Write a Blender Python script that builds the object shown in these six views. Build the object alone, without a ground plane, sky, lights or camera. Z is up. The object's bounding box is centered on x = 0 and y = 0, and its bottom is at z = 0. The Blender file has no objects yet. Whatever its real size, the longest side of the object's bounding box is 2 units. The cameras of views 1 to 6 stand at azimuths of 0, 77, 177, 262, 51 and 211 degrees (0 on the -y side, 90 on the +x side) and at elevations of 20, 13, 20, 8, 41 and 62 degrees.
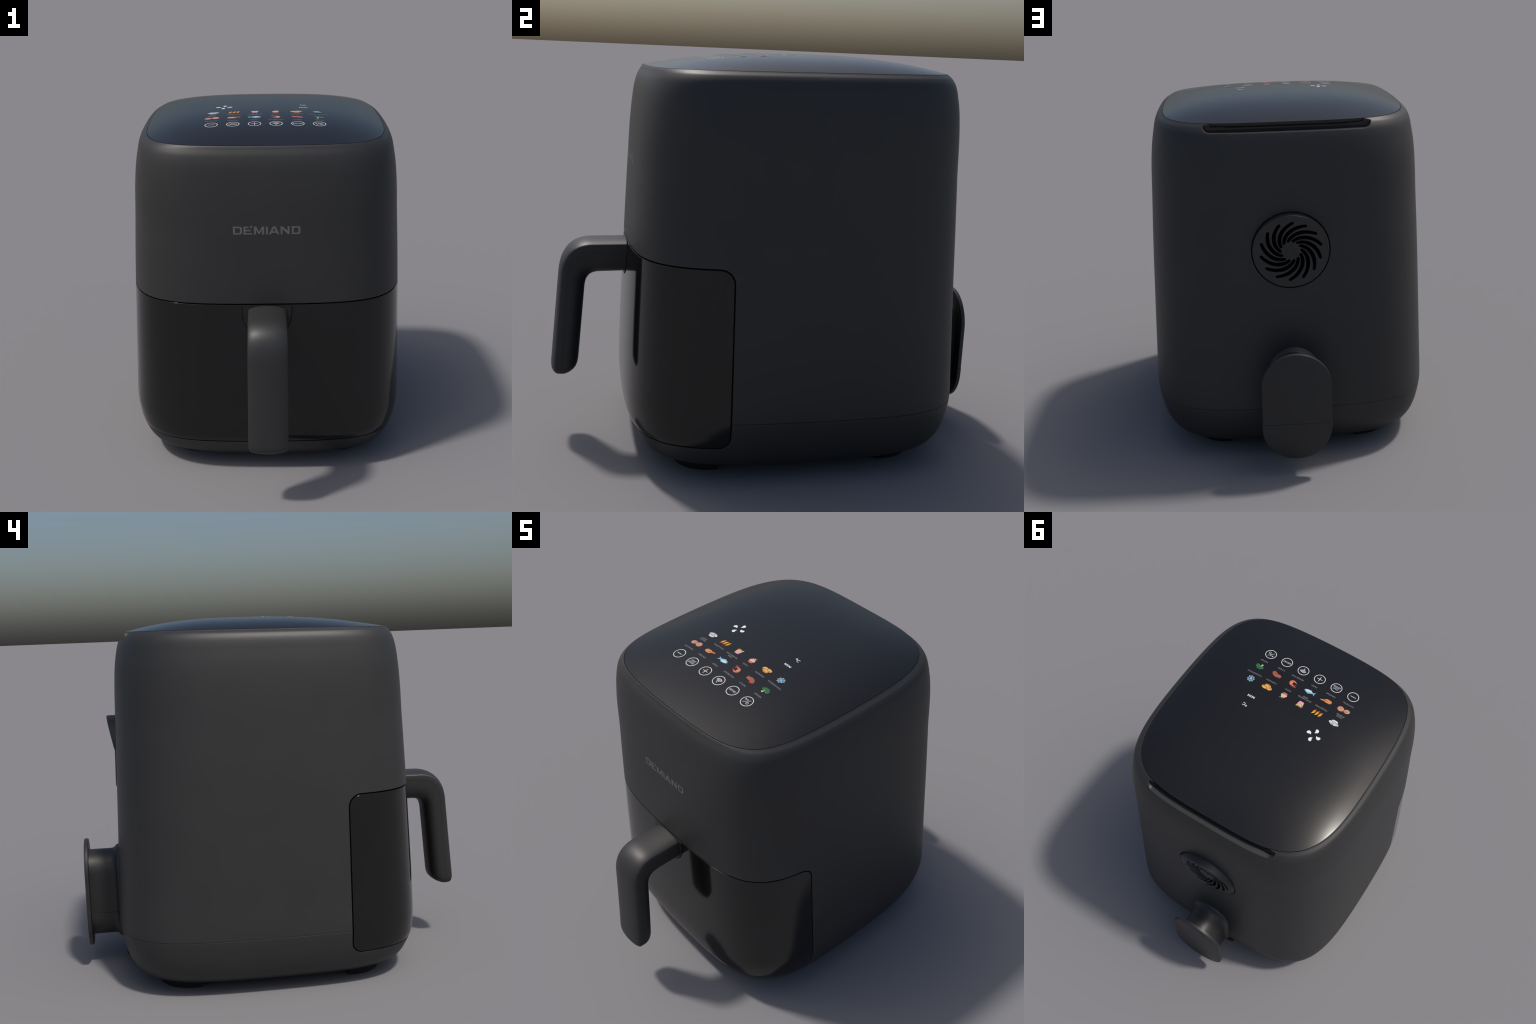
import bpy, bmesh, math
from mathutils import Vector
from mathutils.geometry import tessellate_polygon

scene = bpy.context.scene
COLL = scene.collection

# ------------------------------------------------------------------ materials
def new_mat(name):
    m = bpy.data.materials.new(name)
    m.use_nodes = True
    nt = m.node_tree
    return m, nt, nt.nodes["Principled BSDF"]

def plastic(name, col, rough, spec=0.5, grain=0.0, grain_scale=900.0, var=0.04, edge=0.0, coat=0.0):
    """moulded plastic: base colour with faint mottling, roughness mottling, fine grain, softened edges"""
    m, nt, b = new_mat(name)
    N, L = nt.nodes, nt.links
    tc = N.new("ShaderNodeTexCoord")
    no = N.new("ShaderNodeTexNoise"); no.inputs["Scale"].default_value = 6.0; no.inputs["Detail"].default_value = 5.0
    L.new(tc.outputs["Object"], no.inputs["Vector"])
    cr = N.new("ShaderNodeValToRGB")
    cr.color_ramp.elements[0].position = 0.3; cr.color_ramp.elements[1].position = 0.7
    cr.color_ramp.elements[0].color = [c * (1 - var) for c in col] + [1]
    cr.color_ramp.elements[1].color = [c * (1 + var) for c in col] + [1]
    L.new(no.outputs["Fac"], cr.inputs["Fac"]); L.new(cr.outputs["Color"], b.inputs["Base Color"])
    mr = N.new("ShaderNodeMapRange")
    mr.inputs["To Min"].default_value = rough * 0.97; mr.inputs["To Max"].default_value = rough * 1.03
    L.new(no.outputs["Fac"], mr.inputs["Value"]); L.new(mr.outputs["Result"], b.inputs["Roughness"])
    b.inputs["Specular IOR Level"].default_value = spec
    b.inputs["Coat Weight"].default_value = coat
    nrm = None
    if edge > 0:
        bv = N.new("ShaderNodeBevel"); bv.samples = 4; bv.inputs["Radius"].default_value = edge
        nrm = bv.outputs["Normal"]
    if grain > 0:
        fn = N.new("ShaderNodeTexNoise"); fn.inputs["Scale"].default_value = grain_scale; fn.inputs["Detail"].default_value = 2.0
        L.new(tc.outputs["Object"], fn.inputs["Vector"])
        bp = N.new("ShaderNodeBump"); bp.inputs["Strength"].default_value = grain; bp.inputs["Distance"].default_value = 0.001
        L.new(fn.outputs["Fac"], bp.inputs["Height"])
        if nrm: L.new(nrm, bp.inputs["Normal"])
        nrm = bp.outputs["Normal"]
    if nrm: L.new(nrm, b.inputs["Normal"])
    return m

def ink(name, col, col2=None, scale=60.0, gloss=0.22):
    """printed ink; with a second colour the two are mottled into each other"""
    m, nt, b = new_mat(name)
    N, L = nt.nodes, nt.links
    b.inputs["Roughness"].default_value = gloss
    b.inputs["Specular IOR Level"].default_value = 0.5
    tc = N.new("ShaderNodeTexCoord")
    no = N.new("ShaderNodeTexNoise"); no.inputs["Scale"].default_value = scale; no.inputs["Detail"].default_value = 2.0
    L.new(tc.outputs["Object"], no.inputs["Vector"])
    cr = N.new("ShaderNodeValToRGB")
    cr.color_ramp.elements[0].position = 0.40; cr.color_ramp.elements[1].position = 0.60
    c2 = col2 or [c * 0.96 for c in col]
    cr.color_ramp.elements[0].color = list(c2) + [1]; cr.color_ramp.elements[1].color = list(col) + [1]
    L.new(no.outputs["Fac"], cr.inputs["Fac"]); L.new(cr.outputs["Color"], b.inputs["Base Color"])
    return m

M_BODY   = plastic("matt_charcoal_plastic", (0.0270, 0.0270, 0.0272), 0.50, 0.5, edge=0.004)
M_BASE   = plastic("matt_charcoal_base", (0.0262, 0.0262, 0.0264), 0.50, 0.5, edge=0.003)
M_DRAWER = plastic("gloss_black_drawer", (0.0062, 0.0062, 0.0062), 0.10, 0.5, edge=0.003)
M_LID    = plastic("gloss_black_panel", (0.0085, 0.0085, 0.0090), 0.22, 0.5)
M_HANDLE = plastic("satin_charcoal_handle", (0.0265, 0.0265, 0.0267), 0.48, 0.5, edge=0.003)
M_GRIP   = plastic("handle_grip_plastic", (0.0235, 0.0235, 0.0237), 0.50, 0.5)
M_SPOOL  = plastic("spool_plastic", (0.0245, 0.0245, 0.0247), 0.45, 0.5, edge=0.0015)
M_GRILL  = plastic("grill_plastic", (0.0275, 0.0275, 0.0280), 0.42, 0.5, edge=0.0015)
M_MOUNT  = plastic("mount_plastic", (0.0130, 0.0130, 0.0131), 0.45, 0.5)
M_DARK   = plastic("dark_backing", (0.0035, 0.0035, 0.0035), 0.8, 0.1)  # near-black for the added pieces that darken joints and slots
M_FOOT   = plastic("rubber_foot", (0.0120, 0.0120, 0.0120), 0.7, 0.3)
M_LOGO   = ink("grey_logo_ink", (0.140, 0.140, 0.143), gloss=0.42)
M_WHITE  = ink("white_ink", (0.80, 0.80, 0.80))
M_RING   = ink("light_grey_ink", (0.60, 0.60, 0.61))
M_LABEL  = ink("grey_label_ink", (0.26, 0.26, 0.27))

# ------------------------------------------------------------------ body form
# side, front and back outline of the housing: height, half width, front y, back y
PROFILE = [
    (0.0079, 0.5015, -0.5002, 0.6307), (0.0234, 0.5396, -0.5251, 0.6620), (0.0510, 0.6052, -0.5694, 0.7169),
    (0.0897, 0.6678, -0.6185, 0.7693), (0.1451, 0.6998, -0.6484, 0.8034), (0.2115, 0.7183, -0.6727, 0.8225),
    (0.3000, 0.7289, -0.6769, 0.8338), (0.4500, 0.7245, -0.6741, 0.8288), (0.7500, 0.7147, -0.6636, 0.8172),
    (1.0500, 0.7035, -0.6514, 0.8075), (1.3000, 0.6912, -0.6400, 0.7990), (1.4500, 0.6833, -0.6322, 0.7930),
    (1.5500, 0.6738, -0.6231, 0.7852), (1.6200, 0.6621, -0.6137, 0.7742), (1.6700, 0.6510, -0.6001, 0.7609),
    (1.7000, 0.6339, -0.5840, 0.7427), (1.7150, 0.6106, -0.5748, 0.7290)]
S_BOTTOM, S_TOP = 0.026, 1.715
# plan section at four heights: corner squareness front and back, bow of sides, front and back
EXPO = [(0.06, 5.10, 4.92, 0.050, 0.050, 0.018), (0.50, 5.14, 4.85, 0.057, 0.052, 0.0265),
        (1.30, 5.24, 4.45, 0.063, 0.0585, 0.028), (1.715, 5.76, 4.40, 0.056, 0.058, 0.012)]
DOME_H, DOME_FRONT, DOME_BACK = 0.0662, 2.25, 2.80

def pchip_slopes(x, y):
    n = len(x); h = [x[i+1]-x[i] for i in range(n-1)]; d = [(y[i+1]-y[i])/h[i] for i in range(n-1)]
    m = [0.0]*n; m[0] = d[0]; m[-1] = d[-1]
    for i in range(1, n-1):
        if d[i-1]*d[i] > 0:
            w1 = 2*h[i]+h[i-1]; w2 = h[i]+2*h[i-1]
            m[i] = (w1+w2)/(w1/d[i-1]+w2/d[i])
    return m

PZ = [p[0] for p in PROFILE]
PV = [[p[k] for p in PROFILE] for k in (1, 2, 3)]
PM = [pchip_slopes(PZ, v) for v in PV]
for _m, _k in zip(PM, (0.62, 1.70, 1.0)): _m[-1] *= _k   # how far the shoulder turns in at the rim

def prof(s):
    """half width, centre y, half depth, exponents at height coordinate s"""
    s = max(PZ[0], min(PZ[-1], s))
    k = 0
    while k < len(PZ)-2 and s > PZ[k+1]: k += 1
    h = PZ[k+1]-PZ[k]; t = (s-PZ[k])/h
    r = []
    for v, m in zip(PV, PM):
        r.append((2*t**3-3*t*t+1)*v[k]+(t**3-2*t*t+t)*h*m[k]+(-2*t**3+3*t*t)*v[k+1]+(t**3-t*t)*h*m[k+1])
    a, yf, yb = r
    i = 0
    while i < len(EXPO)-2 and s > EXPO[i+1][0]: i += 1
    u = max(0.0, min(1.0, (s-EXPO[i][0])/(EXPO[i+1][0]-EXPO[i][0])))
    e = [EXPO[i][j]*(1-u)+EXPO[i+1][j]*u for j in range(1, 6)]
    return a, (yf+yb)/2, (yb-yf)/2, e

def lift(s, y):
    """the top of the housing rises a little towards the back"""
    if s <= 1.0: return s
    T = 0.0053+0.0146*y+0.0010*y*y
    return s+(s-1.0)/0.715*T

def unlift(z, y):
    if z <= 1.0: return z
    T = 0.0053+0.0146*y+0.0010*y*y
    return 1.0+(z-1.0)/(1.0+T/0.715)

def spow(v, p): return math.copysign(abs(v)**p, v)

def section_xy(s, th, r=1.0, grow=0.0):
    a, c, b, (nf, nb, bx, bf, bb) = prof(s)
    a += grow; b += grow
    co, si = math.cos(th), math.sin(th)
    n, by = (nf, bf) if si < 0 else (nb, bb)
    X, Y = spow(co, 2/n), spow(si, 2/n)
    return a*r*(1-bx*Y*Y)*X, c+b*r*(1-by*X*X)*Y

def unit_xy(x, y, s):
    """position in the plan section, freed of width, depth and bow; with the exponent that rules there"""
    a, c, b, (nf, nb, bx, bf, bb) = prof(s)
    n, by = (nf, bf) if y < c else (nb, bb)
    X0, Y0 = x/a, (y-c)/b
    X, Y = X0, Y0
    for _ in range(12):
        X = X0/(1-bx*min(1.2, Y*Y)); Y = Y0/(1-by*min(1.2, X*X))
    return X, Y, n

def implicit(x, y, z):
    X, Y, n = unit_xy(x, y, unlift(z, y))
    return abs(X)**n+abs(Y)**n-1.0

def out_normal(x, y, z):
    e = 1e-4
    zu = min(z+e, lift(S_TOP, y)); zd = zu-2*e
    g = Vector((implicit(x+e, y, z)-implicit(x-e, y, z), implicit(x, y+e, z)-implicit(x, y-e, z),
                implicit(x, y, zu)-implicit(x, y, zd)))
    return g.normalized() if g.length > 0 else Vector((0, 0, 1))

def face_y(x, z, sign):
    """depth of the front (-1) or back (+1) face at a given x and height"""
    y = 0.8*sign
    for _ in range(4):
        a, c, b, (nf, nb, bx, bf, bb) = prof(unlift(z, y))
        n, by = (nf, bf) if sign < 0 else (nb, bb)
        Y = 1.0
        for _ in range(6):
            X = min(0.999, abs(x)/(a*(1-bx*Y*Y))); Y = (1-X**n)**(1/n)
        y = c+sign*b*(1-by*X*X)*Y
    return y
def front_y(x, z): return face_y(x, z, -1)
def back_y(x, z): return face_y(x, z, 1)

# angles spaced evenly along the girth
def even_angles(n):
    dense = [i*2*math.pi/7200 for i in range(7201)]
    pts = [section_xy(0.9, t) for t in dense]
    acc = [0.0]
    for i in range(1, len(pts)):
        acc.append(acc[-1]+math.hypot(pts[i][0]-pts[i-1][0], pts[i][1]-pts[i-1][1]))
    out, j = [], 0
    for i in range(n):
        goal = acc[-1]*i/n
        while acc[j+1] < goal: j += 1
        f = (goal-acc[j])/max(1e-12, acc[j+1]-acc[j])
        out.append(dense[j]+f*(dense[j+1]-dense[j]))
    return out
NTH = 288
TH = even_angles(NTH)

A_R, C_R, B_R, _e = prof(S_TOP)
def dome_fall(X, Yc):
    """how far the lid has fallen from its crown: gently curved middle, steeper shoulders"""
    k = 1.15
    fx = 0.42*X**2+0.58*X**4.4; fy = abs(Yc)**(DOME_FRONT if Yc < 0 else DOME_BACK)
    return (fx**k+fy**k)**(1/k)

def lid_z(x, y, r, xr, yr):
    """height of the lid at (x, y), a fraction r of the way from the centre to the rim point (xr, yr)"""
    F = dome_fall(abs(x)/A_R, (y-C_R)/B_R)
    Fr = dome_fall(abs(xr)/A_R, (yr-C_R)/B_R)
    return lift(S_TOP, y)+DOME_H*(1-F*(1+(1/Fr-1)*r**6))

def dome_z(x, y):
    lo, hi = 1e-4, 1.5
    for _ in range(30):
        r = (lo+hi)/2
        X, Y, n = unit_xy(x/r, C_R+(y-C_R)/r, S_TOP)
        if abs(X)**n+abs(Y)**n > 1: lo = r
        else: hi = r
    return lid_z(x, y, r, x/r, C_R+(y-C_R)/r)

# ------------------------------------------------------------------ helpers
def mesh_from(name, verts, faces, mat=None, smooth=True):
    me = bpy.data.meshes.new(name)
    me.from_pydata([tuple(v) for v in verts], [], faces)
    me.validate()
    if mat: me.materials.append(mat)
    if smooth and len(me.polygons): me.polygons.foreach_set("use_smooth", [True]*len(me.polygons))
    me.update()
    return me

def add_object(name, me, parent=None):
    o = bpy.data.objects.new(name, me)
    COLL.objects.link(o)
    if parent: o.parent = parent
    return o

def fix_normals(me):
    bm = bmesh.new(); bm.from_mesh(me)
    bmesh.ops.recalc_face_normals(bm, faces=bm.faces)
    bm.to_mesh(me); bm.free(); me.update()

def sharp(me, deg=32):
    me.set_sharp_from_angle(angle=math.radians(deg))

def rings_to_solid(rings, cap0=True, cap1=True):
    n = len(rings[0]); verts = [p for r in rings for p in r]; faces = []
    for k in range(len(rings)-1):
        for i in range(n):
            j = (i+1) % n
            faces.append((k*n+i, k*n+j, (k+1)*n+j, (k+1)*n+i))
    if cap0: faces.append(tuple(range(n-1, -1, -1)))
    if cap1: faces.append(tuple(range((len(rings)-1)*n, len(rings)*n)))
    return verts, faces

def prism(outline, axis, lo, hi):
    """extrude a 2D outline along x, y or z"""
    rings = []
    for t in (lo, hi):
        if axis == 'x': rings.append([(t, u, v) for u, v in outline])
        elif axis == 'y': rings.append([(u, t, v) for u, v in outline])
        else: rings.append([(u, v, t) for u, v in outline])
    v, f = rings_to_solid(rings)
    me = mesh_from("cutter", v, f, smooth=False)
    fix_normals(me)
    return me

def boolean(me, steps):
    """apply boolean steps [(operation, mesh), ...] and return a new mesh"""
    base = bpy.data.objects.new("work", me); COLL.objects.link(base)
    tools = []
    for op, cm in steps:
        t = bpy.data.objects.new("tool", cm); COLL.objects.link(t); tools.append(t)
        md = base.modifiers.new("cut", 'BOOLEAN'); md.operation = op; md.object = t; md.solver = 'EXACT'
    bpy.context.view_layer.update()
    dg = bpy.context.evaluated_depsgraph_get()
    res = bpy.data.meshes.new_from_object(base.evaluated_get(dg))
    for o in [base]+tools: bpy.data.objects.remove(o, do_unlink=True)
    return res

def body_normals(me):
    """smooth shading from the housing's own form; cut faces stay flat"""
    me.polygons.foreach_set("use_smooth", [True]*len(me.polygons))
    vn = {}
    for v in me.vertices:
        x, y, z = v.co
        if z < S_TOP+0.03 and abs(implicit(x, y, z)) < 0.012: vn[v.index] = out_normal(x, y, z)
    nor = [None]*len(me.loops)
    for p in me.polygons:
        pn = p.normal
        for li in p.loop_indices:
            n = vn.get(me.loops[li].vertex_index)
            nor[li] = n if (n is not None and n.dot(pn) > 0.75) else pn.copy()
    me.normals_split_custom_set([tuple(n) for n in nor])
    me.update()

def z_levels(lo, hi):
    lv = []
    s = lo
    while s < hi-1e-6:
        lv.append(s)
        s += 0.006 if (s < 0.10 or s > 1.66) else (0.012 if (s < 0.34 or s > 1.5) else 0.035)
    if lv[-1] > hi-0.003: lv.pop()
    lv.append(hi)
    return lv

def body_ring(s, grow=0.0, dz=0.0):
    out = []
    for t in TH:
        x, y = section_xy(s, t, grow=grow)
        out.append((x, y, lift(s, y)+dz))
    return out

def body_solid(lo, hi, top_recess=False, bottom_round=False):
    rings = []
    if bottom_round:
        rings.append(body_ring(lo, grow=-0.06, dz=0.006)); rings.append(body_ring(lo, grow=-0.012, dz=-0.003))
    rings += [body_ring(s) for s in z_levels(lo, hi)]
    if top_recess:
        rings.append(body_ring(hi, grow=-0.0010, dz=0.0))
        rings.append(body_ring(hi, grow=-0.0016, dz=-0.014))
    v, f = rings_to_solid(rings)
    return mesh_from("solid", v, f)

def arc(cx, cy, r, a0, a1, n):
    return [(cx+r*math.cos(math.radians(a0+(a1-a0)*i/n)), cy+r*math.sin(math.radians(a0+(a1-a0)*i/n))) for i in range(n+1)]

# drawer outline seen from the side (y, z): straight rear edge with rounded corners
SEAM_TOP, SEAM_LOW, REAR = 0.941, 0.176, -0.2665
def drawer_outline(g):
    rt, rb = 0.060+g, 0.052+g
    top, low, rear = SEAM_TOP+g, SEAM_LOW-g, REAR+g
    return ([(-2.0, low)]+arc(rear-rb, low+rb, rb, -90, 0, 12)+arc(rear-rt, top-rt, rt, 0, 90, 12)+[(-2.0, top)])

def drawer_prism(g): return prism(drawer_outline(g), 'x', -2, 2)

# ------------------------------------------------------------------ root
root = bpy.data.objects.new("air_fryer", None); COLL.objects.link(root)
root["label"] = "matt black countertop air fryer with glossy drawer and touch panel lid"
root["category"] = "air fryer"

# ------------------------------------------------------------------ housing
GRILL_Z, GRILL_R = 1.125, 0.190
SEAM_BASE = 0.2895
slot_outline = [(-0.396, 1.85)]+arc(-0.396+0.034, 1.6905+0.034, 0.034, 180, 270, 8)+arc(0.396-0.034, 1.6905+0.034, 0.034, 270, 360, 8)+[(0.396, 1.85)]
shell = boolean(body_solid(SEAM_BASE+0.0007, S_TOP, top_recess=True),
                [('DIFFERENCE', drawer_prism(0.0032)),
                 ('DIFFERENCE', prism(slot_outline, 'y', 0.706, 1.2)),
                 ('DIFFERENCE', prism(arc(0, GRILL_Z, GRILL_R+0.0012, 0, 360, 128)[:-1], 'y', 0.672, 1.2))])
shell.materials.clear(); shell.materials.append(M_BODY)
body_normals(shell)
o_shell = add_object("housing", shell, root)

base = boolean(body_solid(S_BOTTOM, SEAM_BASE-0.0007, bottom_round=True), [('DIFFERENCE', drawer_prism(0.0032))])
base.materials.clear(); base.materials.append(M_BASE)
body_normals(base)
o_base = add_object("base", base, root)

drawer_me = boolean(body_solid(0.12, 1.0), [('INTERSECT', drawer_prism(-0.0032))])
drawer_me.materials.clear(); drawer_me.materials.append(M_DRAWER)
body_normals(drawer_me)
o_drawer = add_object("drawer", drawer_me, root)

# dark lining added inside the housing so the joints look dark
rings = [body_ring(s, grow=-0.010) for s in (0.06, 0.12, 0.2, 0.3, 0.6, 1.0, 1.4, 1.6)]
v, f = rings_to_solid(rings)
filler_me = boolean(mesh_from("filler", v, f, M_DARK), [('DIFFERENCE', prism(arc(0, GRILL_Z, GRILL_R+0.0012, 0, 360, 64)[:-1], 'y', 0.664, 1.2))])
filler_me.materials.clear(); filler_me.materials.append(M_DARK)
add_object("inner_filler", filler_me, root)

# dark bar deep in the rear air slot
v, f = rings_to_solid([[(x, y, z) for x, z in [(-0.372, 1.700), (0.372, 1.700), (0.385, 1.715), (-0.385, 1.715)]] for y in (0.700, 0.7125)])
me = mesh_from("slot_bar", v, f, M_DRAWER, smooth=False); fix_normals(me)
add_object("air_outlet_bar", me, o_shell)

# ------------------------------------------------------------------ lid
rings = []
for r, dz in ((0.90, -0.026), (0.988, -0.020), (0.9940, -0.013), (0.9952, -0.0022)):
    ring = []
    for t in TH:
        x, y = section_xy(S_TOP, t, r=r); ring.append((x, y, lift(S_TOP, y)+dz))
    rings.append(ring)
for r in [0.9950, 0.990, 0.982]+[0.975-0.0250*i for i in range(38)]:
    ring = []
    for t in TH:
        x, y = section_xy(S_TOP, t, r=r); xr, yr = section_xy(S_TOP, t); ring.append((x, y, lid_z(x, y, r, xr, yr)+0.0006))
    rings.append(ring)
v, f = rings_to_solid(rings, cap0=True, cap1=False)
n = len(v); v.append((0, C_R, lift(S_TOP, C_R)+DOME_H+0.0006)); k = (len(rings)-1)*NTH
f += [(k+i, k+(i+1) % NTH, n) for i in range(NTH)]
lid_me = mesh_from("lid", v, f, M_LID); sharp(lid_me, 30)
o_lid = add_object("touch_panel_lid", lid_me, root)

# ------------------------------------------------------------------ handle
def bezier(p0, p1, p2, p3, n):
    out = []
    for i in range(n+1):
        t = i/n; u = 1-t
        out.append(tuple(u**3*a+3*u*u*t*b+3*u*t*t*c+t**3*d for a, b, c, d in zip(p0, p1, p2, p3)))
    return out
def lerp2(p, q, n): return [(p[0]+(q[0]-p[0])*i/n, p[1]+(q[1]-p[1])*i/n) for i in range(n+1)]

# outer crown line and inner line of the handle in the side plane (y, z)
outer = lerp2((-0.640, 0.934), (-0.815, 0.932), 8)+bezier((-0.815, 0.932), (-0.895, 0.931), (-0.951, 0.884), (-0.9615, 0.780), 14)[1:]\
      + lerp2((-0.9615, 0.780), (-0.9985, 0.350), 14)[1:]+bezier((-0.9985, 0.350), (-1.0005, 0.328), (-0.998, 0.309), (-0.985, 0.301), 6)[1:]
inner = lerp2((-0.640, 0.780), (-0.772, 0.777), 8)+bezier((-0.772, 0.777), (-0.818, 0.777), (-0.840, 0.760), (-0.8445, 0.705), 14)[1:]\
      + lerp2((-0.8445, 0.705), (-0.8735, 0.365), 14)[1:]+bezier((-0.8735, 0.365), (-0.8770, 0.320), (-0.897, 0.302), (-0.945, 0.2995), 6)[1:]
NST = len(outer)
CREASE = 0.047
def station(k):
    O, I = outer[k], inner[k]
    d = (I[0]-O[0], I[1]-O[1]); D = math.hypot(*d)
    return O, (d[0]/D, d[1]/D), D
def narrow(k):
    j = k-(NST-7)
    return 1.0 if j <= 0 else math.sqrt(max(0.0, 1-(j/6.0)**2.4*0.42))
def handle_ring(k, sect):
    O, d, D = station(k); w = narrow(k)*(0.965+0.035*min(1, k/40))
    ring = []
    for x, dep in sect(D):
        dep = min(dep, D)
        ring.append((x*w, O[0]+d[0]*dep, O[1]+d[1]*dep))
    return ring
def mirror(half):
    """half section from x=0 outwards -> closed loop"""
    left = [(-x, d) for x, d in reversed(half) if x > 1e-6]
    return half+left
def cover_sect(D):
    c = min(CREASE, 0.75*D)
    half = [(0, 0), (0.030, 0.0012), (0.055, 0.0042), (0.074, 0.0088), (0.085, 0.0130), (0.0910, 0.0160), (0.0945, 0.0187),
            (0.0960, 0.0220), (0.0963, 0.030), (0.0961, c-0.0005), (0.0950, c+0.0004), (0, c+0.0006)]
    return mirror(half)
def grip_sect(D):
    c = min(CREASE, 0.75*D)-0.0006
    e = D-c
    half = [(0, c)]
    for i in range(15):
        t = math.pi/2*i/14
        half.append((0.0955*math.cos(t)**(2/2.9), c+e*math.sin(t)**(2/2.9)))
    half[-1] = (0, D)
    return mirror(half)
for nm, sect, mat, dg_ in (("handle_cover", cover_sect, M_HANDLE, 40), ("handle_grip", grip_sect, M_GRIP, 40)):
    v, f = rings_to_solid([handle_ring(k, sect) for k in range(NST)])
    me = mesh_from(nm, v, f, mat); fix_normals(me); sharp(me, dg_)
    add_object(nm, me, o_drawer)

# shield-shaped mount where the handle meets the drawer
def shield_half(z, w=0.120, z1=0.900, zb=0.765):
    if z >= z1: return w
    u = min(1.0, (z1-z)/(z1-zb))
    return w*(1-u**2.1)**(1/2.1)
def shield(name, grow, proud, mat, bevel):
    zs = [SEAM_TOP-0.0050]+[0.93, 0.915, 0.90]+[0.90-(0.135+grow)*math.sin(math.pi/2*i/16) for i in range(1, 17)]
    rows = []
    for z in zs:
        h = shield_half(z, 0.120+grow, 0.900, 0.765-grow)
        h = max(h, 0.0006)
        rows.append([(-h+2*h*j/12, z) for j in range(13)])
    outline = [r[-1] for r in rows]+[r[0] for r in reversed(rows)]
    verts, faces = [], []
    nc = 13
    for r in rows:
        for x, z in r: verts.append((x, front_y(x, z)-proud, z))
    for i in range(len(rows)-1):
        for j in range(nc-1):
            faces.append((i*nc+j, i*nc+j+1, (i+1)*nc+j+1, (i+1)*nc+j))
    me = mesh_from(name, verts, faces, mat)
    bm = bmesh.new(); bm.from_mesh(me)
    edges = [e for e in bm.edges if e.is_boundary]
    r = bmesh.ops.extrude_edge_only(bm, edges=edges)
    for ve in [g for g in r['geom'] if isinstance(g, bmesh.types.BMVert)]: ve.co.y += 0.02
    bmesh.ops.recalc_face_normals(bm, faces=bm.faces)
    bm.to_mesh(me); bm.free(); sharp(me, 40)
    return add_object(name, me, o_drawer)
shield("mount_dark_plate", 0.0035, 0.0009, M_DARK, 0)  # slightly larger dark plate added under the mount; its rim imitates a gap
shield("handle_mount", 0.0, 0.0030, M_MOUNT, 0)

# small angled facet in the upper rear corner of the drawer, on both sides
def side_x(y, z):
    lo, hi = 0.5, 0.9
    for _ in range(30):
        m = (lo+hi)/2
        if implicit(m, y, z) > 0: hi = m
        else: lo = m
    return lo
facet = [(-0.3270, 0.9365), (-0.3270, 0.9080), (-0.2760, 0.9060)]+arc(REAR-0.0632, SEAM_TOP-0.0632, 0.0585, 24, 88, 7)
for sx in (1, -1):
    v = [(sx*(side_x(y, z)+0.0003+0.0006*min(1.0, max(0.0, (0.937-z)/0.030))), y, z) for y, z in facet]
    v += [(sx*(side_x(y, z)-0.004), y, z) for y, z in facet]
    n = len(facet)
    f = [tuple(range(n))]+[(i, (i+1) % n, n+(i+1) % n, n+i) for i in range(n)]
    me = mesh_from("facet", v, f, M_DRAWER, smooth=False); fix_normals(me)
    add_object("drawer_latch", me, o_drawer)

# ------------------------------------------------------------------ rear fan grill
def grill_y(x, z):
    u = z-1.140
    return back_y(x, z)+0.0050+(0.245*u if u > 0 else 0.0)*min(1.0, max(0.0, u/0.02))
gr = GRILL_R-0.0035
rings = []
for r, dy in ((gr, -9.0), (gr, -0.0055), (gr-0.0018, -0.0018), (gr-0.0055, 0.0)):
    ring = []
    for i in range(128):
        a = 2*math.pi*i/128; x, z = r*math.cos(a), GRILL_Z+r*math.sin(a)
        ring.append((x, 0.778 if dy < -1 else grill_y(x, z)+dy, z))
    rings.append(ring)
for q in (0.93, 0.86, 0.78, 0.70, 0.62, 0.54, 0.46, 0.38, 0.30, 0.2, 0.1):
    rings.append([(gr*q*math.cos(2*math.pi*i/128), grill_y(gr*q*math.cos(2*math.pi*i/128), GRILL_Z+gr*q*math.sin(2*math.pi*i/128)), GRILL_Z+gr*q*math.sin(2*math.pi*i/128)) for i in range(128)])
v, f = rings_to_solid(rings)
grill_me = mesh_from("grill", v, f, M_GRILL); fix_normals(grill_me)
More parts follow.
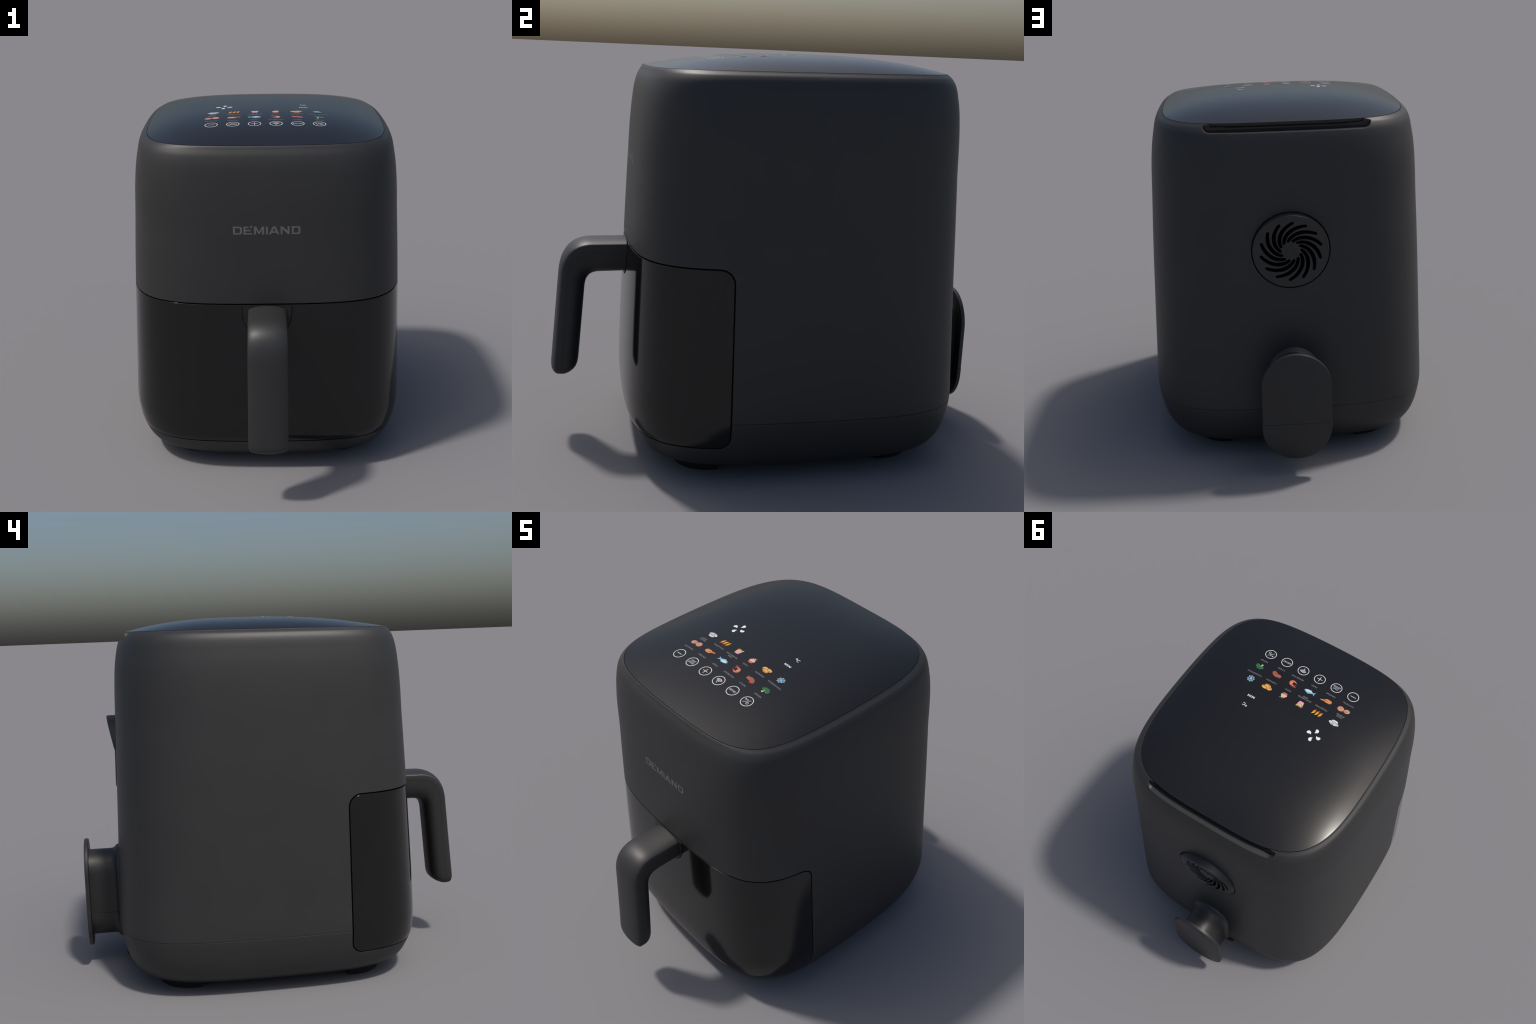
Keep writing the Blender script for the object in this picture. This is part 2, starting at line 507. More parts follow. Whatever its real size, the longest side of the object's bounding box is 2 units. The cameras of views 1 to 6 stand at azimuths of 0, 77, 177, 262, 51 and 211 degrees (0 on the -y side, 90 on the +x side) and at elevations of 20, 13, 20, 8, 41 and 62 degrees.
# swirl of curved slots
def slot_shape(rot):
    n = 12; L, R = [], []
    pts = []
    for i in range(n+1):
        t = i/n
        r = GRILL_R*(0.272+(0.772-0.272)*t)
        ang = math.radians(156-69*(t**0.92)+rot)
        pts.append((r*math.cos(ang), r*math.sin(ang)))
    for i, (px, pz) in enumerate(pts):
        a = pts[max(0, i-1)]; b = pts[min(n, i+1)]
        tx, tz = b[0]-a[0], b[1]-a[1]; l = math.hypot(tx, tz); tx /= l; tz /= l
        w = 0.0074+0.0024*math.sin(math.pi*min(1, i/n*0.95+0.03))
        L.append((px-tz*w, pz+tx*w)); R.append((px+tz*w, pz-tx*w))
        if i == 0: t0 = (tx, tz, w, px, pz)
        if i == n: t1 = (tx, tz, w, px, pz)
    def cap(t, sgn):
        tx, tz, w, px, pz = t; out = []
        for k in range(1, 6):
            a = math.pi*k/6
            out.append((px-sgn*tz*w*math.cos(a)+sgn*tx*w*math.sin(a), pz+sgn*tx*w*math.cos(a)+sgn*tz*w*math.sin(a)))
        return out
    loop = L+cap(t1, 1)+list(reversed(R))+cap(t0, -1)
    # seen from behind the object, so mirror x
    return [(-x, GRILL_Z+z) for x, z in loop]
vs, fs = [], []
for k in range(14):
    vv, ff = rings_to_solid([[(x, y, z) for x, z in slot_shape(360*k/14)] for y in (0.70, 1.0)])
    off = len(vs); vs += vv; fs += [tuple(i+off for i in q) for q in ff]
cut = mesh_from("cut", vs, fs, smooth=False); fix_normals(cut)
back_cut = prism(arc(0, GRILL_Z, GRILL_R-0.012, 0, 360, 64)[:-1], 'y', 0.70, 0.790)
grill_me = boolean(grill_me, [('DIFFERENCE', cut)])
grill_me.materials.clear(); grill_me.materials.append(M_GRILL)
grill_me.polygons.foreach_set("use_smooth", [True]*len(grill_me.polygons)); sharp(grill_me, 30)
o_grill = add_object("fan_grill", grill_me, root)
me = mesh_from("grill_dark_disc", *rings_to_solid([[(0.18*math.cos(2*math.pi*i/48), y-0.030*math.sin(2*math.pi*i/48), GRILL_Z+0.18*math.sin(2*math.pi*i/48)) for i in range(48)] for y in (0.716, 0.720)]), M_DARK, smooth=False)  # dark disc added behind the slots in place of the fan's interior
fix_normals(me); add_object("grill_backing", me, o_grill)

def tube(points, w, mat, name, parent, closed=True):
    """low raised bead along a 3D polyline"""
    cu = bpy.data.curves.new(name, 'CURVE'); cu.dimensions = '3D'; cu.bevel_depth = w; cu.bevel_resolution = 2
    sp = cu.splines.new('POLY'); sp.points.add(len(points)-1)
    for p, q in zip(sp.points, points): p.co = (*q, 1)
    sp.use_cyclic_u = closed
    o = bpy.data.objects.new(name, cu); COLL.objects.link(o)
    dg = bpy.context.evaluated_depsgraph_get()
    me = bpy.data.meshes.new_from_object(o.evaluated_get(dg)); bpy.data.objects.remove(o, do_unlink=True)
    me.materials.clear(); me.materials.append(mat)
    if len(me.polygons): me.polygons.foreach_set("use_smooth", [True]*len(me.polygons))
    return add_object(name, me, parent)
def on_grill(pts): return [(-x, grill_y(-x, GRILL_Z+z)-0.0004, GRILL_Z+z) for x, z in pts]
tri = []
corners = [(0.0, 0.036), (0.036, -0.028), (-0.036, -0.028)]
for i in range(3):
    a, b = corners[i], corners[(i+1) % 3]
    tri += [(a[0]+(b[0]-a[0])*k/8, a[1]+(b[1]-a[1])*k/8) for k in range(8)]
tube(on_grill(tri), 0.0019, M_GRILL, "warning_triangle", o_grill)
tube(on_grill([(-0.006, 0.008), (0.006, 0.008), (0.006, -0.002), (-0.005, -0.018), (0.008, -0.018)]), 0.0011, M_GRILL, "warning_mark", o_grill, closed=False)

# ------------------------------------------------------------------ cord spool at the back
def stadium(hw, z0, z1, n=24):
    return arc(0, z1-hw, hw, 0, 180, n)+arc(0, z0+hw, hw, 180, 360, n)
SPLIT = 0.2900
def spool_part(name, spans, lower):
    """spans: list of (y, half width, z0, z1)"""
    v, f = rings_to_solid([[(x, y, z) for x, z in stadium(hw, z0, z1)] for y, hw, z0, z1 in spans])
    me = mesh_from(name, v, f); fix_normals(me)
    g = 0.0007
    zlo, zhi = (-0.5, SPLIT-g) if lower else (SPLIT+g, 2.0)
    res = boolean(me, [('INTERSECT', prism([(-1, 0.0), (1, 0.0), (1, 2.0), (-1, 2.0)], 'z', zlo, zhi))])
    res.materials.clear(); res.materials.append(M_SPOOL)
    res.polygons.foreach_set("use_smooth", [True]*len(res.polygons)); sharp(res, 35)
    return res
def grown(hw, z0, z1, g): return (hw+g, z0-g, z1+g)
neck = []
for y, g in ((0.770, 0.020), (0.830, 0.020), (0.836, 0.016), (0.841, 0.010), (0.847, 0.005), (0.854, 0.0015), (0.862, 0.0), (0.985, 0.0)):
    neck.append((y, *grown(0.109, 0.150, 0.606, g)))
plate = []
for y, g in ((0.9800, -0.0030), (0.9812, 0.0), (0.9960, 0.0), (0.9990, -0.0010), (1.0, -0.0030)):
    plate.append((y, *grown(0.1705, 0.096, 0.6645, g)))
o_spool = add_object("cord_spool", spool_part("neck", neck, False), root)
add_object("spool_plate", spool_part("plate", plate, False), o_spool)
add_object("spool_base_neck", spool_part("neck_low", neck, True), o_spool)
plate_low = [(y, hw+0.0015, z0-0.001, z1) for y, hw, z0, z1 in plate]
add_object("spool_base_plate", spool_part("plate_low", plate_low, True), o_spool)

# rear bumper below the spool
rings = []
for y, g in ((0.70, 0.0), (0.797, 0.0), (0.804, -0.003), (0.808, -0.010)):
    w, z0, z1, r = 0.128+g, 0.052-g, 0.128+g, 0.018
    rings.append([(x, y, z) for x, z in arc(w-r, z1-r, r, 0, 90, 5)+arc(-w+r, z1-r, r, 90, 180, 5)+arc(-w+r, z0+r, r, 180, 270, 5)+arc(w-r, z0+r, r, 270, 360, 5)])
v, f = rings_to_solid(rings)
me = mesh_from("bumper", v, f, M_FOOT); fix_normals(me); sharp(me, 35)
add_object("rear_bumper", me, o_base)

# ------------------------------------------------------------------ feet
def foot_mesh(cx, cy, rx, ry, name):
    n = 14; outl = []
    for i in range(n+1):
        a = -0.06+(math.pi/2+0.12)*i/n; outl.append((cx+rx*spow(math.cos(a), 0.92), cy+ry*spow(math.sin(a), 0.92)))
    for i in range(n+1):
        a = math.pi/2+0.02-(math.pi/2+0.04)*i/n; outl.append((cx+rx*0.48*math.cos(a), cy+ry*0.48*math.sin(a)))
    mx = sum(p[0] for p in outl)/len(outl); my = sum(p[1] for p in outl)/len(outl)
    rings = []
    for z, s in ((0.055, 1.03), (0.006, 0.99), (0.002, 0.965), (0.0, 0.93)):
        rings.append([(mx+(x-mx)*s, my+(y-my)*s, z) for x, y in outl])
    v, f = rings_to_solid(rings)
    me = mesh_from(name, v, f, M_FOOT); fix_normals(me); sharp(me, 40)
    return me
for sx in (1, -1):
    for cx, cy, rx, ry in ((0.36, -0.30, 0.172, -0.172), (0.34, 0.46, 0.182, 0.188)):
        me = foot_mesh(sx*cx, cy, sx*rx, ry, "foot")
        add_object("foot", me, o_base)

# ------------------------------------------------------------------ printed marks
class Print:
    """a printed mark: flat coloured shapes laid on a surface, each layer a hair above the last"""
    def __init__(self, name, parent, place, step=0.00010, first=0.00015):
        self.v, self.f, self.mi, self.mats = [], [], [], []
        self.name, self.parent, self.place, self.h, self.step = name, parent, place, first, step
    def mat(self, m):
        if m not in self.mats: self.mats.append(m)
        return self.mats.index(m)
    def loops(self, loops, m, raise_=True):
        flat = [p for l in loops for p in l]
        tris = tessellate_polygon([[Vector((x, y, 0)) for x, y in l] for l in loops])
        o = len(self.v)
        self.v += [self.place(x, y, self.h) for x, y in flat]
        k = self.mat(m)
        for t in tris:
            self.f.append(tuple(o+i for i in t)); self.mi.append(k)
        if raise_: self.h += self.step
        return self
    def poly(self, pts, m): return self.loops([pts], m)
    def ell(self, cx, cy, rx, ry, m, rot=0.0, a0=0, a1=360, n=28):
        c, s = math.cos(math.radians(rot)), math.sin(math.radians(rot)); P = []
        full = abs(a1-a0) >= 360
        for i in range(n if full else n+1):
            a = math.radians(a0+(a1-a0)*i/n); x, y = rx*math.cos(a), ry*math.sin(a)
            P.append((cx+x*c-y*s, cy+x*s+y*c))
        return self.poly(P, m)
    def ring(self, cx, cy, r0, r1, m, a0=0, a1=360, n=56):
        k = self.mat(m); o = len(self.v)
        for i in range(n+1):
            a = math.radians(a0+(a1-a0)*i/n)
            for r in (r0, r1): self.v.append(self.place(cx+r*math.cos(a), cy+r*math.sin(a), self.h))
        for i in range(n):
            self.f.append((o+2*i, o+2*i+1, o+2*i+3, o+2*i+2)); self.mi.append(k)
        self.h += self.step
        return self
    def bar(self, x0, y0, x1, y1, w, m):
        dx, dy = x1-x0, y1-y0; l = math.hypot(dx, dy); nx, ny = -dy/l*w/2, dx/l*w/2
        a = math.degrees(math.atan2(dy, dx))
        P = arc(x1, y1, w/2, a-90, a+90, 6)+arc(x0, y0, w/2, a+90, a+270, 6)
        return self.poly(P, m)
    def text(self, s, cx, cy, cap, m, width=None, bold=0.0, line=1.0):
        cu = bpy.data.curves.new("text", 'FONT'); cu.body = s; cu.align_x = 'CENTER'; cu.size = 1.0
        cu.space_line = line; cu.resolution_u = 3; cu.offset = bold
        ob = bpy.data.objects.new("text", cu); COLL.objects.link(ob)
        bpy.context.view_layer.update()
        dg = bpy.context.evaluated_depsgraph_get()
        me = bpy.data.meshes.new_from_object(ob.evaluated_get(dg)); bpy.data.objects.remove(ob, do_unlink=True)
        xs = [q.co.x for q in me.vertices]; ys = [q.co.y for q in me.vertices]
        if not xs: return self
        ky = cap/0.70; kx = ky if not width else width/(max(xs)-min(xs))
        ox, oy = (max(xs)+min(xs))/2, (max(ys)+min(ys))/2
        o = len(self.v); k = self.mat(m)
        self.v += [self.place(cx+(q.co.x-ox)*kx, cy+(q.co.y-oy)*ky, self.h) for q in me.vertices]
        for p in me.polygons: self.f.append(tuple(o+i for i in p.vertices)); self.mi.append(k)
        self.h += self.step
        bpy.data.meshes.remove(me)
        return self
    def done(self):
        me = bpy.data.meshes.new(self.name); me.from_pydata(self.v, [], self.f)
        for m in self.mats: me.materials.append(m)
        me.polygons.foreach_set("material_index", self.mi)
        bm = bmesh.new(); bm.from_mesh(me)
        for fc in bm.faces:
            fc.normal_update()
            d = fc.normal.z if self.parent is o_lid else -fc.normal.y
            if d < 0: fc.normal_flip()
        bm.to_mesh(me); bm.free(); me.update()
        return add_object(self.name, me, self.parent)

def on_lid(cx, cy):
    return lambda x, y, h: (cx+x, cy+y, dome_z(cx+x, cy+y)+0.0007+h)
def on_front(x, z, h): return (x, front_y(x, z)-0.0004-h, z)

# --- maker's word on the front, drawn letter by letter on a 230-unit cap height
LETTERS = [
    [[(165, 0), (378, 0), (410, 14), (425, 48), (425, 186), (410, 220), (375, 234), (150, 234), (165, 200)],
     [(220, 42), (340, 42), (360, 50), (368, 70), (368, 166), (360, 184), (340, 192), (220, 192)]],
    [[(470, 0), (735, 0), (718, 42), (528, 42), (528, 97), (677, 97), (677, 141), (528, 141), (528, 191), (612, 191), (618, 234), (470, 234)]],
    [[(650, 188), (700, 188), (732, 264), (686, 264)]],
    [[(780, 0), (835, 0), (835, 150), (902, 28), (928, 14), (952, 28), (1015, 150), (1015, 0), (1076, 0), (1076, 234), (1012, 234), (927, 75), (842, 234), (763, 234), (780, 200)]],
    [[(1131, 0), (1186, 0), (1186, 234), (1131, 234)]],
    [[(1215, 0), (1275, 0), (1300, 48), (1440, 48), (1464, 0), (1524, 0), (1412, 234), (1325, 234)], [(1320, 92), (1416, 92), (1367, 188)]],
    [[(1557, 0), (1613, 0), (1613, 158), (1772, 0), (1818, 0), (1818, 236), (1762, 236), (1762, 105), (1610, 234), (1540, 234), (1557, 200)]],
    [[(1885, 0), (2088, 0), (2120, 14), (2135, 48), (2135, 186), (2120, 220), (2088, 234), (1870, 234), (1885, 200)],
     [(1938, 42), (2050, 42), (2070, 50), (2078, 70), (2078, 166), (2070, 184), (2050, 192), (1938, 192)]]]
lg = Print("logo_lettering", o_shell, on_front)
for loops in LETTERS:
    lg.loops([[((x-1143)*0.0001632, 1.2962+y*0.0001672) for x, y in l] for l in loops], M_LOGO, raise_=False)
lg.done()

# --- touch keys
COLS = [-0.2690, -0.1614, -0.0535, 0.0535, 0.1614, 0.2690]
Y_KEY, Y_LAB1, Y_FOOD1, Y_LAB2, Y_FOOD2 = -0.3025, -0.2405, -0.1925, -0.1360, -0.0920
for i, x in enumerate(COLS):
    k = Print("touch_key", o_lid, on_lid(x, Y_KEY))
    k.ring(0, 0, 0.0290, 0.0330, M_RING)
    if i == 0: k.bar(-0.0155, 0, 0.0155, 0, 0.0036, M_RING)
    if i == 1:
        k.text("ТЕМП", 0, 0.0085, 0.0095, M_RING, width=0.034)
        k.bar(-0.017, 0.0, 0.017, 0.0, 0.0012, M_RING)
        k.text("ВРЕМЯ", 0, -0.0085, 0.0095, M_RING, width=0.042)
    if i == 2:
        k.bar(-0.0155, 0, 0.0155, 0, 0.0036, M_RING); k.bar(0, -0.0155, 0, 0.0155, 0.0036, M_RING)
    if i == 3:
        k.ell(0, -0.0135, 0.0036, 0.0036, M_RING)
        for r in (0.0110, 0.0185, 0.0260): k.ring(0, -0.0140, r-0.0021, r+0.0021, M_RING, 43, 137, 20)
    if i == 4: k.text("МЕНЮ", 0, 0, 0.0120, M_RING, width=0.046)
    if i == 5:
        k.bar(-0.0150, -0.0140, 0.0130, 0.0150, 0.0028, M_RING)
        k.poly([(-0.0185, 0.0020), (-0.0185, 0.0140), (-0.0085, 0.0080)], M_RING)
        k.bar(-0.0055, 0.0055, -0.0055, 0.0125, 0.0022, M_RING); k.bar(-0.0010, 0.0075, -0.0010, 0.0125, 0.0022, M_RING)
        k.ring(0.0105, -0.0080, 0.0048, 0.0074, M_RING, 0, 360, 28)
    k.done()

# --- labels
L1 = ["КОТЛЕТЫ", "КРЫЛЬЯ", "РЫБА", "КРЕВЕТКИ", "СТЕЙК", "ОВОЩИ"]
L2 = ["СВОЙ\nРЕЖИМ", "ПОДОГРЕВ", "КАРТОФЕЛЬ\nФРИ", "КЕКС", "СЫРНИКИ", "РАЗМОРОЗКА"]
for i, x in enumerate(COLS):
    for s, y in ((L1[i], Y_LAB1), (L2[i], Y_LAB2-(0.006 if "\n" in L2[i] else 0))):
        if "\n" in s and i == 0: y -= 0.004
        n = max(len(q) for q in s.split("\n"))
        p = Print("key_label", o_lid, on_lid(x+(0.004 if i == 5 else -0.004 if i == 0 else 0), y))
        p.text(s, 0, 0, 0.0088, M_LABEL, width=0.0092*n, line=0.95)
        p.done()

# --- small white signs
p = Print("minute_sign", o_lid, on_lid(0.201, 0.009))
for glyph, x0, x1, c in ((3, 763, 1076, -0.0135), (4, 1131, 1186, 0.0012), (6, 1540, 1818, 0.0140)):
    p.loops([[(c+(x-(x0+x1)/2)*0.0000560, (y-117)*0.0000590) for x, y in l] for l in LETTERS[glyph]], M_WHITE, raise_=False)
p.done()
p = Print("celsius_sign", o_lid, on_lid(0.203, 0.071)); p.text("C", 0.0055, 0, 0.0180, M_WHITE, bold=0.012); p.ring(-0.0105, 0.0060, 0.0030, 0.0056, M_WHITE, 0, 360, 24); p.done()
p = Print("fan_sign", o_lid, on_lid(-0.2165, 0.0385))
for q in range(4):
    a0 = 90*q
    def rt(x, y, a=a0):
        c, s = math.cos(math.radians(a)), math.sin(math.radians(a)); return (x*c-y*s, x*s+y*c)
    blade = [(0.0150, 0.0036), (0.0172, -0.0030), (0.0215, -0.0100), (0.0285, -0.0142), (0.0360, -0.0130), (0.0412, -0.0080), (0.0427, -0.0012), (0.0405, 0.0045), (0.0355, 0.0064), (0.0295, 0.0042), (0.0230, 0.0020)]
    p.poly([rt(x, y) for x, y in blade], M_WHITE)
p.done()

# --- food pictograms
DULL = 0.80
I_ = lambda n, a, b=None, s=60: ink(n, [c*DULL for c in a], [c*DULL for c in b] if b else None, s)
C_CUT, C_CUTD = I_("cutlet_tan", (0.62, 0.27, 0.16), (0.74, 0.42, 0.28), 90), I_("cutlet_brown", (0.30, 0.09, 0.04))
C_WING, C_WINGD = I_("wing_orange", (0.78, 0.22, 0.05), (0.83, 0.38, 0.13), 70), I_("wing_shade", (0.60, 0.13, 0.03))
C_FISH, C_FISHL, C_FISHD = I_("fish_blue", (0.22, 0.56, 0.78)), I_("fish_belly", (0.72, 0.82, 0.88)), I_("fish_dark", (0.06, 0.20, 0.36))
C_SHR, C_SHRL = I_("shrimp_coral", (0.83, 0.16, 0.07), (0.85, 0.22, 0.11), 80), I_("shrimp_pale", (0.75, 0.36, 0.26))
C_STK, C_STKL, C_TOM, C_HERB = I_("steak_red", (0.36, 0.08, 0.06), (0.48, 0.17, 0.13), 120), I_("steak_edge", (0.66, 0.13, 0.10)), I_("tomato_red", (0.82, 0.07, 0.03)), I_("herb_green", (0.04, 0.13, 0.03))
C_BRO, C_BROD, C_STEM, C_STEML = I_("broccoli_green", (0.04, 0.24, 0.09), (0.03, 0.14, 0.08), 110), I_("broccoli_dark", (0.01, 0.09, 0.04)), I_("stem_green", (0.36, 0.52, 0.08)), I_("stem_pale", (0.72, 0.78, 0.36))
C_HAT, C_HATG, C_HATD = I_("hat_white", (0.80, 0.80, 0.80)), I_("hat_grey", (0.36, 0.36, 0.36)), I_("hat_shade", (0.55, 0.55, 0.55))
C_FL1, C_FL2, C_FL3 = I_("flame_red", (0.78, 0.14, 0.02)), I_("flame_orange", (0.85, 0.30, 0.02)), I_("flame_yellow", (0.88, 0.62, 0.10))
C_BOX, C_BOXW, C_FRY, C_FRYD = I_("box_pink", (0.80, 0.17, 0.28)), I_("box_white", (0.84, 0.74, 0.76)), I_("fries_yellow", (0.86, 0.64, 0.26), (0.82, 0.50, 0.15), 160), I_("fries_tip", (0.55, 0.48, 0.16))
C_CUP, C_CUPD, C_CRM, C_CRMD, C_BER, C_LEAF, C_YEL = I_("cup_orange", (0.80, 0.22, 0.05)), I_("cup_shade", (0.62, 0.12, 0.03)), I_("cream_white", (0.85, 0.74, 0.70)), I_("cream_shade", (0.50, 0.24, 0.22)), I_("berry_red", (0.80, 0.05, 0.04)), I_("leaf_green", (0.06, 0.40, 0.06)), I_("sprig_yellow", (0.78, 0.62, 0.05))
C_BUN, C_BUNL, C_BUND = I_("bun_orange", (0.84, 0.36, 0.06)), I_("bun_light", (0.90, 0.56, 0.18)), I_("bun_brown", (0.40, 0.08, 0.01))
C_SNO, C_SNOL = I_("snow_blue", (0.20, 0.42, 0.62), (0.30, 0.52, 0.72), 120), I_("snow_pale", (0.52, 0.66, 0.80))

def icon(name, i, y, dx=0.0, dy=0.0): return Print(name, o_lid, on_lid(COLS[i]+dx, y+dy))

p = icon("cutlet_pictogram", 0, Y_FOOD1)
p.ell(-0.0205, -0.0010, 0.0180, 0.0135, C_CUT, 20); p.ell(-0.0205, 0.0015, 0.0130, 0.0022, C_CUTD, 35); p.ell(-0.021, -0.0045, 0.0120, 0.0065, C_CUT, 25)
p.ell(0.0160, 0.0000, 0.0195, 0.0170, C_CUTD, 0); p.ell(0.0175, 0.0008, 0.0180, 0.0165, C_CUT, 0); p.done()

p = icon("chicken_wing_pictogram", 1, Y_FOOD1, dx=0.002)
p.ell(-0.0200, -0.0005, 0.0130, 0.0120, C_WING, 30); p.poly([(-0.026, -0.010), (-0.008, -0.014), (0.006, -0.011), (0.012, -0.002), (0.034, 0.006), (0.028, 0.011), (0.010, 0.008), (-0.002, 0.012), (-0.014, 0.011)], C_WING)
p.poly([(-0.010, -0.002), (0.000, 0.006), (0.008, 0.003), (0.002, -0.004)], C_WINGD); p.poly([(0.012, 0.001), (0.030, 0.0085), (0.016, 0.006)], C_WINGD); p.done()

p = icon("fish_pictogram", 2, Y_FOOD1)
p.poly([(-0.014, 0.000), (-0.034, 0.013), (-0.029, 0.000), (-0.034, -0.012)], C_FISH)
p.poly([(-0.004, 0.009), (0.004, 0.0165), (0.016, 0.011)], C_FISH); p.poly([(-0.006, -0.008), (-0.002, -0.016), (0.010, -0.009)], C_FISH); p.poly([(0.006, -0.008), (0.012, -0.0145), (0.018, -0.008)], C_FISH)
p.ell(0.0070, 0, 0.0260, 0.0115, C_FISH); p.ell(0.0080, -0.0035, 0.0220, 0.0066, C_FISHL); p.ell(0.0150, 0.0040, 0.0100, 0.0030, C_FISHL); p.ell(0.0250, 0.0028, 0.0032, 0.0030, C_FISHD); p.done()

p = icon("shrimp_pictogram", 3, Y_FOOD1, dx=0.002)
body = arc(0.002, -0.001, 0.0190, 100, -118, 22)+[(-0.024, -0.0070), (-0.012, -0.0085)]+list(reversed(arc(0.003, -0.001, 0.0080, 95, -100, 16)))+[(-0.014, 0.0120), (-0.030, 0.0175)]
p.poly(body, C_SHR); p.ell(0.006, 0.000, 0.0055, 0.0085, C_SHRL, -10); p.bar(-0.028, 0.0215, -0.004, 0.0235, 0.0008, C_SHRL); p.bar(-0.026, 0.0055, -0.012, 0.0070, 0.0009, C_SHRL); p.done()

p = icon("steak_pictogram", 4, Y_FOOD1)
p.ell(0.008, -0.0130, 0.0060, 0.0045, C_HERB); p.ell(0.026, -0.0120, 0.0060, 0.0050, C_HERB); p.ell(-0.026, 0.0125, 0.0045, 0.0025, C_HERB, 40)
p.poly([(-0.030, 0.000), (-0.024, 0.010), (-0.006, 0.016), (0.012, 0.014), (0.028, 0.002), (0.031, -0.008), (0.022, -0.011), (0.000, -0.009), (-0.020, -0.007)], C_STK)
p.poly([(-0.030, 0.000), (-0.024, 0.009), (-0.015, 0.002), (-0.014, -0.007), (-0.022, -0.007)], C_STKL)
for q in range(4): p.bar(-0.010+0.009*q, -0.005+0.0005*q, -0.004+0.009*q, 0.010-0.002*q, 0.0012, C_STKL)
p.ell(0.0170, -0.0130, 0.0070, 0.0060, C_TOM); p.done()

p = icon("broccoli_pictogram", 5, Y_FOOD1, dx=0.002)
p.poly([(-0.010, -0.016), (-0.002, -0.018), (0.004, -0.004), (-0.006, 0.002)], C_STEM); p.ell(-0.0055, -0.0150, 0.0055, 0.0048, C_STEML); p.poly([(0.010, -0.010), (0.014, -0.012), (0.014, 0.0), (0.006, 0.002)], C_STEM)
for cx, cy, r in ((-0.014, 0.004, 0.0090), (-0.004, 0.010, 0.0095), (0.008, 0.009, 0.0100), (0.017, 0.002, 0.0095), (0.020, -0.007, 0.0070), (0.004, 0.003, 0.0080)): p.ell(cx, cy, r, r*0.92, C_BRO)
for cx, cy in ((-0.008, 0.002), (0.003, 0.004), (0.012, 0.003), (0.016, -0.005), (-0.001, 0.012), (0.010, 0.012)): p.ell(cx, cy, 0.0020, 0.0016, C_BROD)
p.done()

p = icon("chef_hat_pictogram", 0, Y_FOOD2)
p.poly([(-0.017, -0.014), (-0.006, -0.0165), (0.008, -0.0165), (0.018, -0.013), (0.018, 0.002), (-0.018, 0.002)], C_HAT)
for cx, cy, rx, ry, m in ((-0.019, 0.005, 0.0100, 0.0080, C_HATD), (-0.006, 0.009, 0.0130, 0.0085, C_HAT), (0.009, 0.009, 0.0130, 0.0085, C_HATD), (0.021, 0.004, 0.0095, 0.0075, C_HAT)): p.ell(cx, cy, rx, ry, m)
p.poly([(-0.016, -0.003), (0.000, -0.0065), (0.016, -0.003), (0.016, 0.001), (0.000, -0.003), (-0.016, 0.001)], C_HATG)
for q in (-0.012, -0.006, 0.003, 0.010): p.bar(q, 0.0015, q-0.002, 0.0100, 0.0013, C_HATG)
p.done()

p = icon("flame_pictogram", 1, Y_FOOD2)
for cx in (-0.020, 0.0, 0.020):
    def fl(sc, dy): return [(cx-0.0075*sc, dy-0.006*sc), (cx-0.004*sc, dy-0.0125*sc), (cx-0.0075*sc, dy-0.019*sc), (cx+0.003*sc, dy-0.0145*sc), (cx+0.008*sc, dy-0.005*sc), (cx+0.0075*sc, dy+0.005*sc), (cx+0.010*sc, dy+0.017*sc), (cx+0.000*sc, dy+0.010*sc), (cx-0.006*sc, dy+0.002*sc)]
    p.poly(fl(1.0, 0.0), C_FL1); p.poly([(x, y) for x, y in fl(0.82, 0.002)], C_FL2); p.poly([(cx-0.004, 0.003), (cx+0.002, 0.001), (cx+0.0068, 0.006), (cx+0.0098, 0.0168), (cx+0.001, 0.0105)], C_FL3)
p.done()

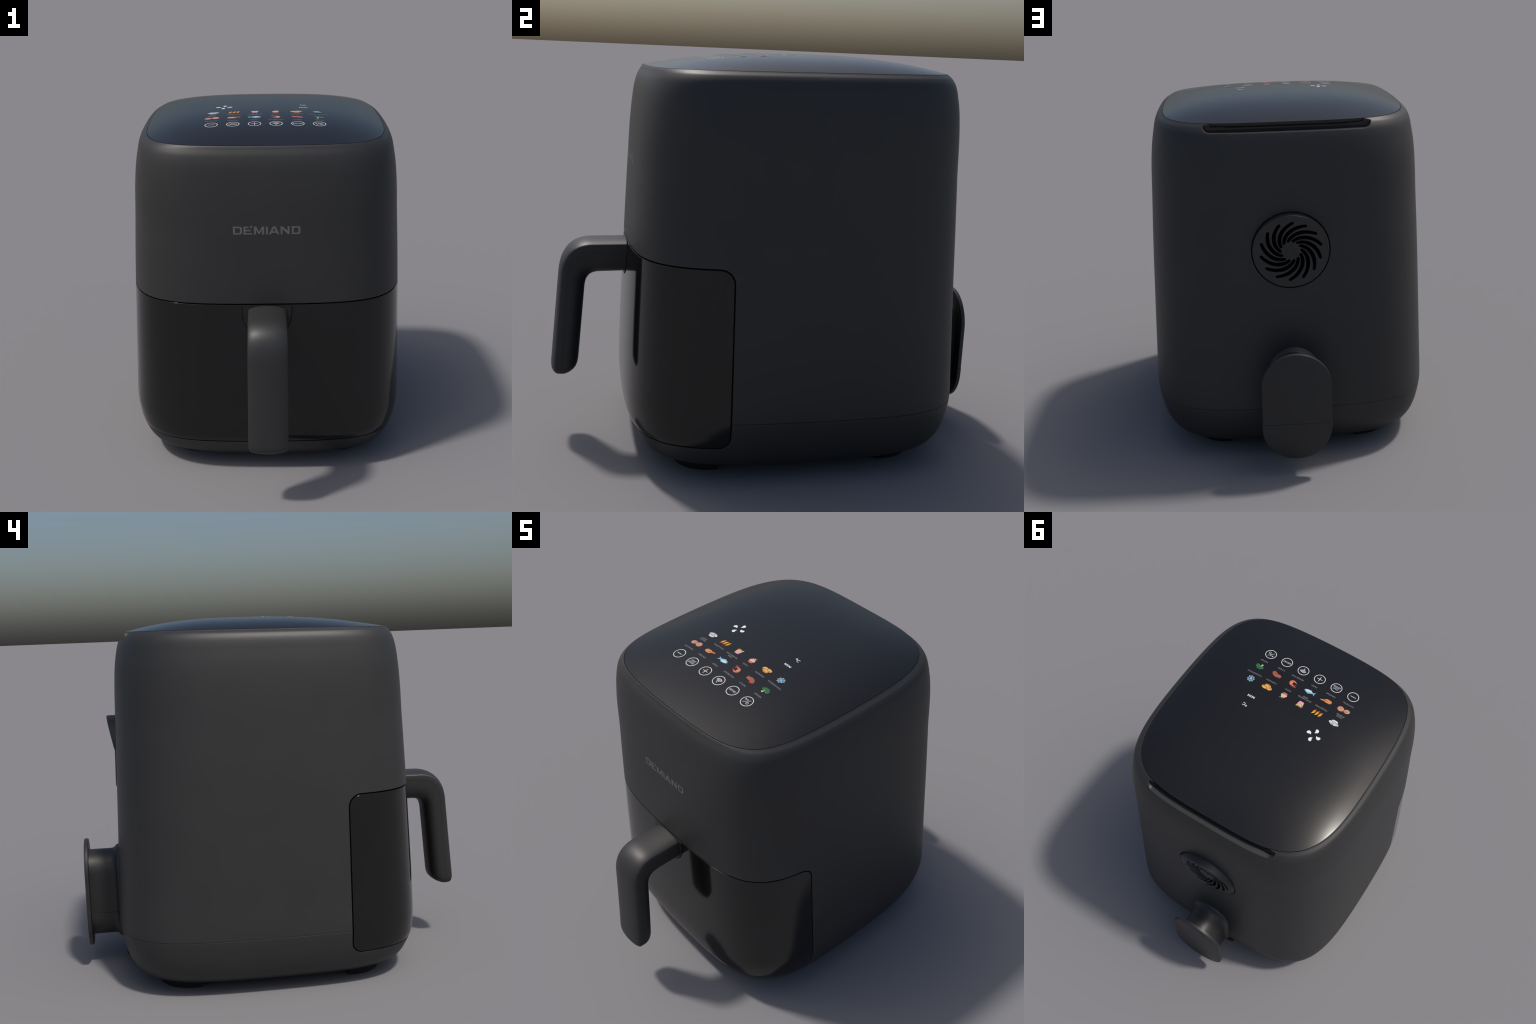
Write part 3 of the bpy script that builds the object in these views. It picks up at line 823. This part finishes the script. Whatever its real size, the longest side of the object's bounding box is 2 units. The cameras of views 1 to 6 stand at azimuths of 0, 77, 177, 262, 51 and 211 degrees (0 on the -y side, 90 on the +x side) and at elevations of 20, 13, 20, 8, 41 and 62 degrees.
p = icon("fries_box_pictogram", 2, Y_FOOD2)
for q in range(7):
    x0 = -0.013+0.0045*q; p.bar(x0, 0.002, x0*1.35-0.001+0.002*(q % 3), 0.0155+0.0030*((q*3) % 4)/3, 0.0042, C_FRY if q % 3 else C_FRYD)
p.ell(0.001, 0.006, 0.0165, 0.0070, C_FRY)
p.poly([(-0.019, 0.006), (-0.014, -0.019), (0.014, -0.019), (0.019, 0.006), (0.000, 0.001)], C_BOX)
for q in (-0.0105, 0.0, 0.0105):
    p.poly([(q*0.75-0.0022, -0.0185), (q*0.75+0.0022, -0.0185), (q*1.1+0.0028, 0.002+0.010*abs(q)*10*0.3), (q*1.1-0.0028, 0.002+0.010*abs(q)*10*0.3)], C_BOXW)
p.done()

p = icon("cupcake_pictogram", 3, Y_FOOD2)
p.poly([(-0.018, -0.003), (-0.013, -0.0185), (0.000, -0.0205), (0.013, -0.0185), (0.018, -0.003)], C_CUP); p.poly([(0.010, -0.004), (0.007, -0.0190), (0.013, -0.0185), (0.018, -0.003)], C_CUPD)
for cy, rx, ry in ((-0.002, 0.0195, 0.0055), (0.0045, 0.0160, 0.0050), (0.0105, 0.0110, 0.0045)):
    p.ell(0, cy-0.0012, rx, ry, C_CRMD); p.ell(0, cy+0.0006, rx*0.97, ry*0.92, C_CRM)
p.ell(-0.0010, 0.0165, 0.0058, 0.0058, C_BER); p.ell(0.0065, 0.0165, 0.0045, 0.0026, C_YEL, 20); p.ell(0.0120, 0.0190, 0.0055, 0.0026, C_LEAF, 15); p.done()

p = icon("bun_pictogram", 4, Y_FOOD2)
for cx, cy, rx, ry, ro in ((-0.017, 0.006, 0.0150, 0.0105, 20), (-0.001, -0.008, 0.0200, 0.0105, -10), (0.012, 0.007, 0.0190, 0.0110, -5)):
    p.ell(cx, cy, rx, ry, C_BUN, ro); p.ell(cx+0.001, cy+0.0018, rx*0.80, ry*0.66, C_BUND, ro); p.ell(cx+0.001, cy+0.0030, rx*0.74, ry*0.52, C_BUNL, ro)
p.done()

p = icon("snowflake_pictogram", 5, Y_FOOD2)
for q in range(8):
    a = math.radians(45*q+10); c, s = math.cos(a), math.sin(a)
    p.bar(0, 0, 0.0195*c, 0.0195*s, 0.0042, C_SNO)
    for sg in (1, -1):
        b = a+sg*0.75; p.bar(0.0110*c, 0.0110*s, 0.0110*c+0.0075*math.cos(b), 0.0110*s+0.0075*math.sin(b), 0.0030, C_SNO)
    p.ell(0.0190*c, 0.0190*s, 0.0028, 0.0028, C_SNOL)
p.ell(0, 0, 0.0055, 0.0055, C_SNOL); p.done()

# keep every part in the root's frame
bpy.context.view_layer.update()
